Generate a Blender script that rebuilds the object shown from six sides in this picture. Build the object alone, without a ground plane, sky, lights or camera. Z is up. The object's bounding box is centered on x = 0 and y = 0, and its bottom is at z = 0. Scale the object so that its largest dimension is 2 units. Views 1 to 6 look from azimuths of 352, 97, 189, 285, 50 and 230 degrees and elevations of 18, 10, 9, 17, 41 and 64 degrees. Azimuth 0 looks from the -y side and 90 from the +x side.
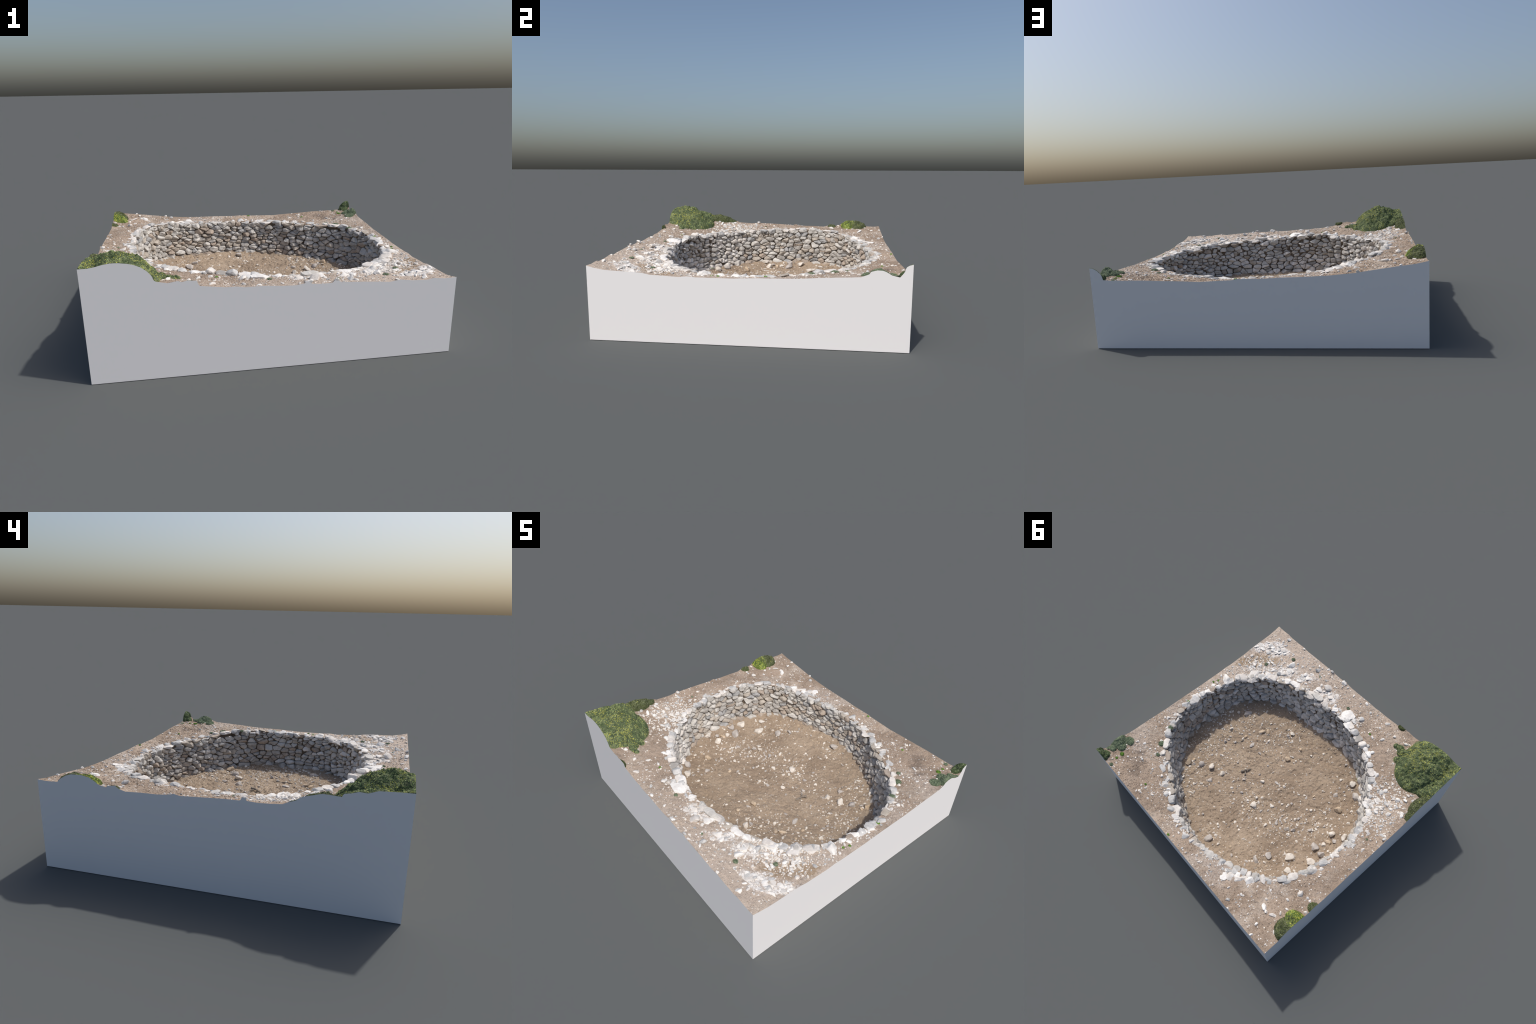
"""A square block of dry limestone ground with an oval, dry-stone-lined pit sunk in it.
All parts are built from measured profiles, rules and seeded noise."""
import bpy, math
import numpy as np

RNG = np.random.default_rng(20240611)
HX, HY = 1.0, 0.943                 # half sizes of the block
CX, CY = 0.03, 0.0                  # centre of the pit
SKIN = 0.012                        # earth starts this far behind the stone faces

# ------------------------------------------------------------------ noise
def _hash(ix, iy, iz, seed):
    h = (ix.astype(np.int64) * 374761393 + iy.astype(np.int64) * 668265263 + iz.astype(np.int64) * 2147483647 + seed * 144665) & 0xFFFFFFFF
    h = ((h ^ (h >> 13)) * 1274126177) & 0xFFFFFFFF
    h = ((h ^ (h >> 16)) * 2246822519) & 0xFFFFFFFF
    return ((h ^ (h >> 15)) & 0xFFFFFF) / float(0xFFFFFF) * 2 - 1

def noise(p, seed=0):
    p = np.asarray(p, float)
    i = np.floor(p).astype(np.int64)
    f = p - i
    f = f * f * f * (f * (f * 6 - 15) + 10)
    out = 0
    for dx in (0, 1):
        for dy in (0, 1):
            for dz in (0, 1):
                w = (f[..., 0] if dx else 1 - f[..., 0]) * (f[..., 1] if dy else 1 - f[..., 1]) * (f[..., 2] if dz else 1 - f[..., 2])
                out = out + w * _hash(i[..., 0] + dx, i[..., 1] + dy, i[..., 2] + dz, seed)
    return out

def fbm(p, octaves=4, seed=0, gain=0.5):
    p = np.asarray(p, float)
    s, a = 0, 1.0
    for o in range(octaves):
        s = s + a * noise(p * 2.03 ** o + 17.3 * o, seed + o)
        a *= gain
    return s

def xyz(x, y, k, z=0.0):
    return np.stack([np.asarray(x) * k, np.asarray(y) * k, np.zeros_like(np.asarray(x, float)) + z], -1)

# ------------------------------------------------------------------ measured profiles (position along the side, height)
# bare ground along the four sides
BASE_FRONT = np.array([(-1, .575), (-.62, .545), (-.57, .535), (-.4, .509), (-.28, .492), (-.1, .482), (.1, .476), (.3, .474), (.5, .463), (.7, .462), (1, .455)])
BASE_RIGHT = np.array([(-.945, .455), (-.83, .432), (-.67, .425), (-.55, .41), (-.3, .403), (0, .403), (.3, .41), (.5, .421), (.66, .431), (.78, .438), (.945, .44)])
BASE_BACK = np.array([(-1, .504), (-.92, .488), (-.7, .46), (-.6, .446), (-.46, .434), (-.2, .427), (.1, .419), (.3, .411), (.5, .418), (.7, .427), (.9, .43), (1, .44)])
BASE_LEFT = np.array([(-.945, .575), (-.5, .55), (-.39, .533), (-.3, .517), (0, .51), (.26, .497), (.44, .492), (.6, .493), (.8, .497), (.945, .504)])
# cut profile along the four sides, plants and stones included
CUT_FRONT = np.array([(-1, .639), (-.953, .639), (-.917, .645), (-.879, .654), (-.843, .659), (-.803, .658), (-.758, .651), (-.728, .643), (-.698, .629), (-.669, .607), (-.652, .587), (-.641, .568), (-.639, .554), (-.624, .547), (-.571, .536), (-.519, .544), (-.502, .536), (-.475, .542), (-.423, .539), (-.417, .517), (-.409, .509), (-.357, .502), (-.279, .492), (-.213, .491), (-.18, .484), (-.08, .485), (.022, .477), (.09, .475), (.138, .481), (.155, .495), (.178, .478), (.229, .473), (.291, .474), (.305, .488), (.326, .484), (.343, .474), (.398, .472), (.54, .463), (.614, .456), (.671, .465), (.741, .456), (.827, .452), (.867, .46), (.935, .453), (1, .456)])
CUT_RIGHT = np.array([(-.945, .455), (-.891, .442), (-.834, .432), (-.781, .429), (-.671, .425), (-.601, .42), (-.557, .41), (-.475, .407), (-.389, .401), (-.333, .407), (-.281, .402), (-.069, .401), (.075, .407), (.307, .41), (.44, .419), (.584, .425), (.66, .429), (.705, .446), (.715, .461), (.75, .47), (.779, .469), (.8, .461), (.83, .443), (.874, .433), (.899, .466), (.904, .489), (.922, .501), (.945, .507)])
CUT_BACK = np.array([(-1, .504), (-.927, .489), (-.817, .476), (-.684, .458), (-.595, .445), (-.458, .434), (-.32, .428), (-.18, .427), (-.06, .422), (.094, .423), (.118, .417), (.216, .414), (.319, .41), (.428, .416), (.553, .42), (.679, .426), (.87, .428), (.919, .432), (.928, .462), (.952, .489), (.976, .503), (1, .507)])
CUT_LEFT = np.array([(-.945, .639), (-.87, .637), (-.788, .633), (-.744, .617), (-.705, .62), (-.675, .61), (-.638, .603), (-.635, .588), (-.586, .591), (-.547, .593), (-.503, .581), (-.455, .568), (-.427, .547), (-.39, .534), (-.366, .522), (-.307, .517), (-.247, .514), (-.195, .518), (-.186, .529), (-.171, .533), (-.163, .516), (-.091, .515), (.038, .509), (.143, .503), (.176, .511), (.192, .504), (.26, .497), (.352, .496), (.436, .492), (.473, .503), (.491, .516), (.534, .512), (.544, .502), (.582, .51), (.61, .53), (.637, .545), (.681, .553), (.74, .551), (.771, .541), (.808, .519), (.825, .501), (.897, .499), (.945, .504)])
# the pit, one value every 10 degrees from -180: radius of the rim, radius of the foot of the wall
RIM_R = np.array([.849, .837, .814, .780, .753, .729, .706, .686, .685, .686, .681, .702, .736, .773, .797, .837, .858, .863, .868, .877, .878, .857, .826, .797, .778, .785, .792, .801, .815, .820, .840, .864, .891, .893, .873, .858])
FOOT_R = np.array([.80, .79, .768, .748, .728, .710, .695, .667, .643, .617, .610, .622, .660, .730, .772, .798, .812, .812, .818, .822, .82, .798, .768, .748, .734, .744, .763, .779, .785, .794, .822, .852, .872, .848, .828, .812])
# height of the rim, every 15 degrees from -180
RIM_Z = np.array([.477, .468, .463, .462, .462, .456, .445, .43, .43, .417, .413, .402, .40, .404, .401, .393, .391, .389, .393, .407, .422, .455, .481, .483])
_A10, _A15 = np.arange(-180, 180, 10.0), np.arange(-180, 180, 15.0)

def smooth_periodic(ph, a, v):
    """cubic (Catmull-Rom) interpolation of a closed table"""
    step = a[1] - a[0]
    u = (np.asarray(ph, float) - a[0]) / step
    i = np.floor(u).astype(int)
    t = u - i
    n = len(v)
    p0, p1, p2, p3 = (v[(i + k) % n] for k in (-1, 0, 1, 2))
    return p1 + .5 * t * (p2 - p0 + t * (2 * p0 - 5 * p1 + 4 * p2 - p3 + t * (3 * (p1 - p2) + p3 - p0)))

def rim_r(ph): return smooth_periodic(ph, _A10, RIM_R)
def foot_r(ph): return smooth_periodic(ph, _A10, FOOT_R)
def rim_z(ph): return smooth_periodic(ph, _A15, RIM_Z)
def floor_base(x, y): return .112 - .031 * x - .010 * y + .051 * x * x + .048 * y * y
def polar(x, y):
    dx, dy = x - CX, y - CY
    return np.hypot(dx, dy) + 1e-9, np.degrees(np.arctan2(dy, dx))

def by_side(x, y, front, right, back, left):
    d = np.stack([y + HY, HX - x, HY - y, x + HX])
    v = np.stack([np.interp(x, *front.T), np.interp(y, *right.T), np.interp(x, *back.T), np.interp(y, *left.T)])
    return d, v

def ray_to_side(ux, uy):
    tx = np.where(ux > 0, (HX - CX) / np.maximum(ux, 1e-9), (-HX - CX) / np.minimum(ux, -1e-9))
    ty = np.where(uy > 0, (HY - CY) / np.maximum(uy, 1e-9), (-HY - CY) / np.minimum(uy, -1e-9))
    return np.minimum(tx, ty)

def base_ground(x, y):
    """bare ground: straight fall between the side of the block and the rim of the pit"""
    x, y = np.asarray(x, float), np.asarray(y, float)
    r, ph = polar(x, y)
    ux, uy = (x - CX) / r, (y - CY) / r
    E = ray_to_side(ux, uy)
    ex, ey = CX + ux * E, CY + uy * E
    d, v = by_side(ex, ey, BASE_FRONT, BASE_RIGHT, BASE_BACK, BASE_LEFT)
    ez = np.take_along_axis(v, np.argmin(d, 0)[None], 0)[0]
    R = rim_r(ph)
    t = np.clip((r - R) / (E - R), 0, 1)
    dip = np.abs((ph + 145 + 180) % 360 - 180)                 # the slope below the big bush is hollow
    t = t ** (1 + .45 * np.exp(-(dip / 28) ** 2))
    return rim_z(ph) * (1 - t) + ez * t - .013 * np.exp(-((x - .74) ** 2 + (y + .62) ** 2) / .19 ** 2) - .007 * np.exp(-((x + .80) ** 2 + (y - .64) ** 2) / .17 ** 2)

# bushes: name, list of lobes (x, y, rx, ry, height, roundness of the flank)
BUSHES = {
    "big": [(-.805, -.80, .205, .225, .149, 1.65), (-.78, -.87, .13, .14, .09, 2.2), (-.93, -.80, .14, .20, .074, 4.0), (-.82, -.68, .14, .08, .045, 2.2), (-.93, -.66, .12, .062, .042, 3.0),
            (-.60, -.785, .042, .036, .030, 2.2), (-.562, -.805, .036, .028, .024, 2.2), (-.528, -.80, .022, .020, .018, 2.2), (-.61, -.722, .030, .026, .022, 2.2), (-.66, -.90, .05, .06, .03, 2.2)],
    "edge": [(-1.0, -.535, .075, .10, .052, 2.4), (-1.0, -.44, .045, .05, .028, 2.2)],
    "yellow": [(-.985, .655, .088, .062, .063, 2.3)],
    "dull": [(-.99, .735, .09, .088, .056, 2.6)],
    "low": [(-1.0, .51, .045, .04, .022, 2.2)],
    "corner": [(1.0, .95, .07, .05, .070, 4.0), (.955, .905, .034, .032, .022, 2.2), (.935, .93, .02, .02, .016, 2.2)],
    "grey": [(.990, .765, .065, .062, .036, 2.0), (.935, .70, .040, .036, .016, 2.2), (.935, .775, .040, .038, .017, 2.2), (.965, .835, .030, .026, .013, 2.2), (.995, .86, .02, .02, .012, 2.2)],
    "front_tuft": [(-.450, -.945, .036, .022, .022, 3.0)],
}
def lobe_height(x, y, lobes):
    h = np.zeros_like(x)
    for lx, ly, rx, ry, hh, p in lobes:
        q = ((x - lx) / rx) ** 2 + ((y - ly) / ry) ** 2
        h = np.maximum(h, hh * np.clip(1 - q ** (p / 2), 0, 1) ** (.6 if p > 2 else .8))
    return h

def side_distance(x, y):
    return np.minimum(np.minimum(x + HX, HX - x), np.minimum(y + HY, HY - y))

def surface(x, y, rough=True):
    """ground height and the height of the top skin (bushes included) over it"""
    x, y = np.asarray(x, float), np.asarray(y, float)
    b = base_ground(x, y)
    h = np.zeros_like(b)
    for lobes in BUSHES.values():
        h = np.maximum(h, lobe_height(x, y, lobes))
    raw = b + h
    # raw height at the foot of each side, compared with the measured cut
    corr, wsum, exact, exd = 0, 0, np.zeros_like(b), np.full_like(b, 9.)
    feet = ((x, np.full_like(y, -HY)), (np.full_like(x, HX), y), (x, np.full_like(y, HY)), (np.full_like(x, -HX), y))
    for k, (fx, fy) in enumerate(feet):
        d = (y + HY, HX - x, HY - y, x + HX)[k]
        hb = np.zeros_like(b)
        for lobes in BUSHES.values():
            hb = np.maximum(hb, lobe_height(fx, fy, lobes))
        cut = (CUT_FRONT, CUT_RIGHT, CUT_BACK, CUT_LEFT)[k]
        c = np.interp(x if k in (0, 2) else y, *cut.T) - base_ground(fx, fy) - hb
        w = np.exp(-np.abs(d) / .03)
        corr, wsum = corr + w * c, wsum + w
        near = np.abs(d) < np.minimum(exd, 1e-6)
        exact, exd = np.where(near, c, exact), np.where(near, np.abs(d), exd)
    corr = corr / np.maximum(wsum, 1)
    corr = np.where(exd < 1e-6, exact, corr)
    green = np.clip(h / .006, 0, 1)
    inland = 1 - np.exp(-np.maximum(side_distance(x, y), 0) / .02)
    n = 0
    if rough:
        n = .0034 * fbm(xyz(x, y, 9), 3, 3) + .0026 * fbm(xyz(x, y, 45), 3, 8)
        n = n * inland
    leafy = (.003 + .013 * fbm(xyz(x, y, 14), 2, 21) - .012 * np.abs(noise(xyz(x, y, 24), 23)) + .008 * fbm(xyz(x, y, 60), 3, 25)) * inland * np.clip(h / .03, 0, 1)
    top = raw + corr + leafy
    gnd = b + corr * (1 - green) + n
    return gnd, np.where(h > 0, top, gnd), h

def ground_z(x, y): return surface(np.atleast_1d(np.asarray(x, float)), np.atleast_1d(np.asarray(y, float)))[0]

def floor_z(x, y):
    x, y = np.asarray(x, float), np.asarray(y, float)
    r, ph = polar(x, y)
    d = np.maximum(foot_r(ph) - r, 0)
    w = np.exp(-(((ph - 160 + 180) % 360 - 180) / 32) ** 2)
    z = floor_base(x, y) + .016 * np.exp(-d / .05) + .024 * w * np.exp(-d / .07)
    w2 = np.exp(-(((ph + 48 + 180) % 360 - 180) / 38) ** 2)
    z = z + .027 * w2 * np.exp(-((d - .20) / .14) ** 2)          # earth drifted against the wall
    z = z + .0055 * fbm(xyz(x, y, 6), 3, 41) + .0050 * fbm(xyz(x, y, 26), 3, 45)
    dents = noise(xyz(x, y, 22) + 1.2 * noise(xyz(x, y, 9), 57)[..., None], 52)     # hoof marks and trodden hollows
    z = z - .013 * np.clip(dents - .30, 0, .3) + .004 * np.clip(.30 - np.abs(dents - .22) * 6, 0, 1)
    return z + .0022 * fbm(xyz(x, y, 75), 2, 48)

# ------------------------------------------------------------------ materials
def clear():
    for o in list(bpy.data.objects):
        bpy.data.objects.remove(o)
clear()

class Nodes:
    def __init__(self, name, rough=.9):
        self.mat = bpy.data.materials.new(name)
        self.mat.use_nodes = True
        self.t = self.mat.node_tree
        self.bsdf = self.t.nodes["Principled BSDF"]
        self.bsdf.inputs["Roughness"].default_value = rough
        self.bsdf.inputs["Specular IOR Level"].default_value = .15
        self.pos = self.t.nodes.new("ShaderNodeNewGeometry").outputs["Position"]
    def new(self, kind, **inputs):
        n = self.t.nodes.new(kind)
        for k, v in inputs.items():
            self.put(n.inputs[k.replace("_", " ")], v)
        return n
    def put(self, sock, v):
        if isinstance(v, bpy.types.NodeSocket):
            self.t.links.new(v, sock)
        else:
            sock.default_value = v
    def noise(self, scale, detail=4, rough=.6, vec=None, off=(0, 0, 0), squash=(1, 1, 1)):
        m = self.new("ShaderNodeMapping", Vector=vec or self.pos, Location=off, Scale=squash)
        return self.new("ShaderNodeTexNoise", Vector=m.outputs[0], Scale=scale, Detail=detail, Roughness=rough).outputs["Fac"]
    def voronoi(self, scale, out="Distance", off=(0, 0, 0), rnd=1.0):
        m = self.new("ShaderNodeMapping", Vector=self.pos, Location=off)
        return self.new("ShaderNodeTexVoronoi", Vector=m.outputs[0], Scale=scale, Randomness=rnd).outputs[out]
    def step(self, v, a, b, lo=0.0, hi=1.0):
        n = self.new("ShaderNodeMapRange", Value=v, From_Min=a, From_Max=b, To_Min=lo, To_Max=hi)
        n.clamp = True
        return n.outputs[0]
    def math(self, op, a, b=0.0):
        n = self.t.nodes.new("ShaderNodeMath")
        n.operation = op
        self.put(n.inputs[0], a)
        self.put(n.inputs[1], b)
        return n.outputs[0]
    def mix(self, fac, a, b):
        n = self.t.nodes.new("ShaderNodeMix")
        n.data_type = 'RGBA'
        self.put(n.inputs[0], fac)
        for s, v in ((n.inputs[6], a), (n.inputs[7], b)):
            self.put(s, v if isinstance(v, bpy.types.NodeSocket) else (*v, 1))
        return n.outputs[2]
    def blob(self, x, y, rx, ry, warp, yaw=0.0):
        """soft ragged patch on the ground"""
        m = self.new("ShaderNodeMapping", Vector=self.pos)
        m.vector_type = 'TEXTURE'
        m.inputs["Location"].default_value = (x, y, 0)
        m.inputs["Rotation"].default_value = (0, 0, yaw)
        m.inputs["Scale"].default_value = (rx, ry, 1000)
        n = self.t.nodes.new("ShaderNodeVectorMath")
        n.operation = 'LENGTH'
        self.t.links.new(m.outputs[0], n.inputs[0])
        return self.step(self.math('ADD', n.outputs["Value"], warp), 1.25, .75)
    def finish(self, color, bump=None, strength=.5, dist=.004):
        self.put(self.bsdf.inputs["Base Color"], color)
        if bump is not None:
            b = self.new("ShaderNodeBump", Height=bump, Strength=strength, Distance=dist)
            self.t.links.new(b.outputs[0], self.bsdf.inputs["Normal"])
        return self.mat

YAW = math.radians(-129)            # main slope direction used by the ragged patches
def make_soil():
    m = Nodes("dry_soil", .95)
    warp = m.step(m.noise(14, 5, .7), .3, .7, -.7, .7)
    c = m.mix(m.step(m.noise(5, 5, .65), .35, .65), (.30, .229, .172), (.44, .347, .272))
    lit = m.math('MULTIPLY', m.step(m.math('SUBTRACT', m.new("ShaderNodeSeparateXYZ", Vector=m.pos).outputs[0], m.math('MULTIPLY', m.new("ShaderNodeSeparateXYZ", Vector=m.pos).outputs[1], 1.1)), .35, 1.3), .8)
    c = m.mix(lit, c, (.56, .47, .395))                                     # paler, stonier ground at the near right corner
    for x, y, rx, ry in ((.86, -.59, .17, .06), (.72, -.50, .06, .05)):     # smooth ochre earth
        c = m.mix(m.math('MULTIPLY', m.blob(x, y, rx, ry, warp, YAW), .85), c, (.37, .275, .185))
    for x, y, rx, ry in ((-.37, .82, .14, .09), (-.2, .88, .12, .05), (.88, .30, .06, .2), (.93, .62, .07, .18)):   # dusty pale earth
        c = m.mix(m.math('MULTIPLY', m.blob(x, y, rx, ry, warp, YAW), .6), c, (.47, .40, .345))
    for x, y, rx, ry in ((.70, .83, .05, .05), (.73, .75, .045, .03), (.80, .70, .04, .02)):  # dark humus
        c = m.mix(m.math('MULTIPLY', m.blob(x, y, rx, ry, warp, YAW), .6), c, (.17, .135, .11))
    broken = m.step(m.noise(48, 5, .75, off=(2, 6, 0)), .42, .52, .1, 1)
    for x, y, rx, ry in ((.93, -.72, .13, .045), (.79, -.77, .08, .04), (.44, -.75, .09, .04), (.26, -.71, .08, .035), (.60, -.68, .10, .05), (.15, -.76, .06, .04), (-.14, -.74, .06, .03)):   # bare limestone
        c = m.mix(m.math('MULTIPLY', m.blob(x, y, rx, ry, warp, YAW), broken), c, (.86, .83, .80))
    c = m.mix(m.step(m.noise(3.4, 5, .7, off=(1, 4, 0)), .52, .62, 0, .55), c, (.53, .455, .385))
    c = m.mix(m.step(m.noise(4.5, 5, .7, off=(7, 2, 0)), .56, .66, 0, .5), c, (.255, .195, .145))
    grain = m.noise(170, 3, .7)
    c = m.mix(m.step(grain, .44, .32, 0, .85), c, (.115, .088, .07))
    c = m.mix(m.step(m.noise(120, 3, .65, off=(3, 1, 0)), .58, .70, 0, .6), c, (.66, .57, .49))
    peb = m.step(m.voronoi(62), .34, .26)                                  # small pale chips
    some = m.step(m.math('ADD', m.voronoi(62, "Color"), m.math('MULTIPLY', m.noise(4, 3), 1.3)), 1.36, 1.46)
    c = m.mix(m.math('MULTIPLY', peb, some), c, (.80, .76, .71))
    h = m.math('ADD', m.noise(130, 5, .75), m.math('MULTIPLY', peb, .4))
    return m.finish(c, h, .75, .006)

def make_floor_soil():
    m = Nodes("trodden_soil", .95)
    c = m.mix(m.step(m.noise(5, 6, .65), .35, .65), (.285, .217, .157), (.392, .308, .228))
    c = m.mix(m.step(m.noise(2.2, 3, .5, off=(5, 0, 0)), .5, .68, 0, .6), c, (.44, .35, .262))
    c = m.mix(m.step(m.noise(42, 4, .7, squash=(1, 1, .3)), .40, .30, 0, .6), c, (.15, .108, .078))
    c = m.mix(m.step(m.noise(150, 3, .7), .60, .72, 0, .6), c, (.50, .42, .33))
    peb = m.step(m.voronoi(55), .26, .20)
    some = m.step(m.voronoi(55, "Color"), .66, .72)
    c = m.mix(m.math('MULTIPLY', peb, some), c, (.66, .60, .52))
    c = m.mix(m.step(m.noise(19, 3, .6, off=(9, 2, 0)), .70, .78, 0, .4), c, (.22, .23, .09))
    h = m.math('ADD', m.noise(60, 6, .75), m.math('MULTIPLY', peb, .3))
    return m.finish(c, h, .8, .008)

def make_backing():
    m = Nodes("packed_earth", 1)
    c = m.mix(m.step(m.noise(30, 5), .35, .65), (.085, .066, .05), (.16, .125, .095))  # earth colour darkened to deepen the shadow in the joints
    return m.finish(c, m.noise(90, 4), .6, .006)

def make_stone(name, light, dark, stain, lichen=.35):
    m = Nodes(name, .9)
    c = m.mix(m.step(m.noise(16, 4, .6), .35, .65), dark, light)
    c = m.mix(m.step(m.noise(45, 4, .65, off=(4, 7, 1)), .55, .72, 0, .5), c, stain)
    c = m.mix(m.step(m.noise(95, 4, .7, off=(1, 2, 5)), .66, .76, 0, lichen), c, (.10, .095, .09))
    c = m.mix(m.step(m.noise(30, 3, .6, off=(8, 2, 5)), .58, .75, 0, .5), c, tuple(min(1, v * 1.2) for v in light))
    h = m.math('ADD', m.noise(70, 5, .7), m.math('MULTIPLY', m.noise(25, 3), 1.5))
    return m.finish(c, h, .55, .006)

def make_plain(name, color, rough=.8):
    m = Nodes(name, rough)
    return m.finish((*color, 1))

def make_green(name, dark, mid, light, flowers=None, density=.5):
    m = Nodes(name, .8)
    c = m.mix(m.step(m.noise(40, 5, .7), .36, .62), dark, mid)
    c = m.mix(m.step(m.noise(26, 4, .65, off=(3, 3, 1)), .52, .68, 0, .8), c, light)
    c = m.mix(m.step(m.noise(110, 4, .75, off=(1, 5, 2)), .46, .34, 0, .8), c, tuple(v * .45 for v in dark))
    if flowers:
        spots = m.step(m.voronoi(130), .40, .28)
        where = m.step(m.noise(13, 4, .7, off=(2, 8, 4)), .62 - .25 * density, .74 - .25 * density)
        c = m.mix(m.math('MULTIPLY', m.math('MULTIPLY', spots, where), .9), c, flowers)
    return m.finish(c, m.noise(120, 5, .75), .9, .008)

SOIL, FLOOR_SOIL, BACKING = make_soil(), make_floor_soil(), make_backing()
BLOCK = make_plain("plain_pale_grey", (.815, .805, .805), .85)
WHITE = [make_stone("white_limestone", (.84, .82, .79), (.70, .67, .63), (.62, .57, .52), .25),
         make_stone("pale_limestone", (.78, .74, .69), (.60, .56, .52), (.52, .47, .42), .35),
         make_stone("grey_limestone", (.60, .59, .575), (.41, .405, .395), (.31, .295, .275), .65)]
WALL = [make_stone("wall_stone_grey", (.53, .505, .47), (.36, .34, .315), (.29, .26, .225), .5),
        make_stone("wall_stone_pale", (.65, .625, .585), (.46, .44, .41), (.38, .345, .30), .45),
        make_stone("wall_stone_buff", (.51, .46, .40), (.36, .32, .275), (.30, .245, .195), .5),
        make_stone("wall_stone_blue_grey", (.46, .455, .45), (.30, .298, .295), (.25, .235, .21), .55),
        make_stone("wall_stone_rusty", (.47, .40, .335), (.33, .275, .23), (.33, .225, .14), .5)] + WHITE
FLOORSTONE = [make_stone("floor_stone_cream", (.80, .75, .68), (.64, .58, .51), (.52, .43, .34), .25),
              make_stone("floor_stone_grey", (.58, .54, .50), (.42, .38, .35), (.36, .30, .25)),
              make_stone("floor_stone_ochre", (.62, .50, .37), (.46, .36, .26), (.50, .30, .14))]
WOOD = make_stone("weathered_wood", (.42, .37, .31), (.20, .17, .14), (.12, .10, .08), .5)
GREEN = {"leafy": make_green("leafy_shrub", (.04, .065, .03), (.09, .13, .055), (.16, .20, .09)),
         "flowering": make_green("yellow_flowering_shrub", (.065, .085, .048), (.145, .18, .095), (.25, .285, .14), (.50, .51, .14), .5),
         "bright": make_green("bright_shrub", (.045, .085, .018), (.14, .22, .05), (.30, .36, .075), (.58, .55, .08), .9),
         "dull": make_green("dull_shrub", (.05, .065, .025), (.105, .13, .05), (.15, .17, .07)),
         "grey": make_green("grey_green_shrub", (.08, .115, .065), (.16, .21, .13), (.24, .30, .19)),
         "dark": make_green("dark_shrub", (.025, .042, .018), (.06, .09, .04), (.10, .14, .06)),
         "grass": make_green("fresh_grass", (.08, .16, .02), (.16, .30, .05), (.25, .40, .08))}
FLOWER = make_plain("yellow_petals", (.58, .58, .12))
LEAF = {k: make_plain("leaf_" + k, v) for k, v in {"leafy": (.19, .23, .14), "flowering": (.225, .29, .125), "bright": (.34, .41, .11), "dull": (.165, .18, .11), "grey": (.235, .28, .185), "dark": (.09, .125, .065), "grass": (.18, .33, .06)}.items()}  # base greens lightened to offset self-shadowing among the leaves
LEAF_DARK = {k: make_plain("shaded_leaf_" + k, v) for k, v in {"leafy": (.10, .13, .075), "flowering": (.085, .13, .058), "bright": (.13, .18, .06), "dull": (.09, .10, .06), "grey": (.145, .185, .12), "dark": (.045, .068, .034), "grass": (.10, .20, .03)}.items()}
LEAF_LIGHT = {k: make_plain("young_leaf_" + k, v) for k, v in {"leafy": (.21, .27, .13), "flowering": (.39, .45, .20), "bright": (.42, .47, .16), "dull": (.22, .24, .14), "grey": (.24, .29, .20), "dark": (.12, .15, .08), "grass": (.26, .42, .10)}.items()}

# ------------------------------------------------------------------ mesh helpers
def make_mesh(name, verts, faces, mats, index=None, smooth=True, crease=0):
    """faces: array (n, 3) or (n, 4)"""
    verts, faces = np.asarray(verts, np.float32), np.asarray(faces, np.int32)
    me = bpy.data.meshes.new(name)
    n, k = faces.shape
    me.vertices.add(len(verts))
    me.vertices.foreach_set("co", verts.ravel())
    me.loops.add(n * k)
    me.loops.foreach_set("vertex_index", faces.ravel())
    me.polygons.add(n)
    me.polygons.foreach_set("loop_start", np.arange(n, dtype=np.int32) * k)
    for m in mats:
        me.materials.append(m)
    if index is not None:
        me.polygons.foreach_set("material_index", np.asarray(index, np.int32))
    me.polygons.foreach_set("use_smooth", np.full(n, smooth))
    me.update(calc_edges=True)
    me.validate()
    if crease:
        me.set_sharp_from_angle(angle=math.radians(crease))
    return me

def add(name, mesh, parent, loc=(0, 0, 0), kind=None):
    o = bpy.data.objects.new(name, mesh)
    bpy.context.scene.collection.objects.link(o)
    o.parent = parent
    o.location = loc
    if kind:
        o["kind"] = kind
    return o

ROOT = bpy.data.objects.new("stone_lined_pit", None)
bpy.context.scene.collection.objects.link(ROOT)
ROOT["label"] = "square block of dry ground with oval stone-lined pit and shrubs"
ROOT["category"] = "terrain model"

def grid_faces(rows, cols, wrap):
    r, c = np.meshgrid(np.arange(rows - 1), np.arange(cols if wrap else cols - 1), indexing="ij")
    a = r * cols + c
    b = r * cols + (c + 1) % cols
    return np.stack([a, b, b + cols, a + cols], -1).reshape(-1, 4)

# ------------------------------------------------------------------ block, ground, wall backing, floor
def perimeter(step=.0045):
    nx, ny = round(2 * HX / step), round(2 * HY / step)
    xs, ys = np.linspace(-HX, HX, nx + 1)[:-1], np.linspace(-HY, HY, ny + 1)[:-1]
    x = np.concatenate([xs, np.full(ny, HX), -xs, np.full(ny, -HX)])
    y = np.concatenate([np.full(nx, -HY), ys, np.full(nx, HY), -ys])
    return x, y
PX, PY = perimeter()
NP = len(PX)
_, PPH = polar(PX, PY)
PGZ, PTZ, _ = surface(PX, PY)

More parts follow.
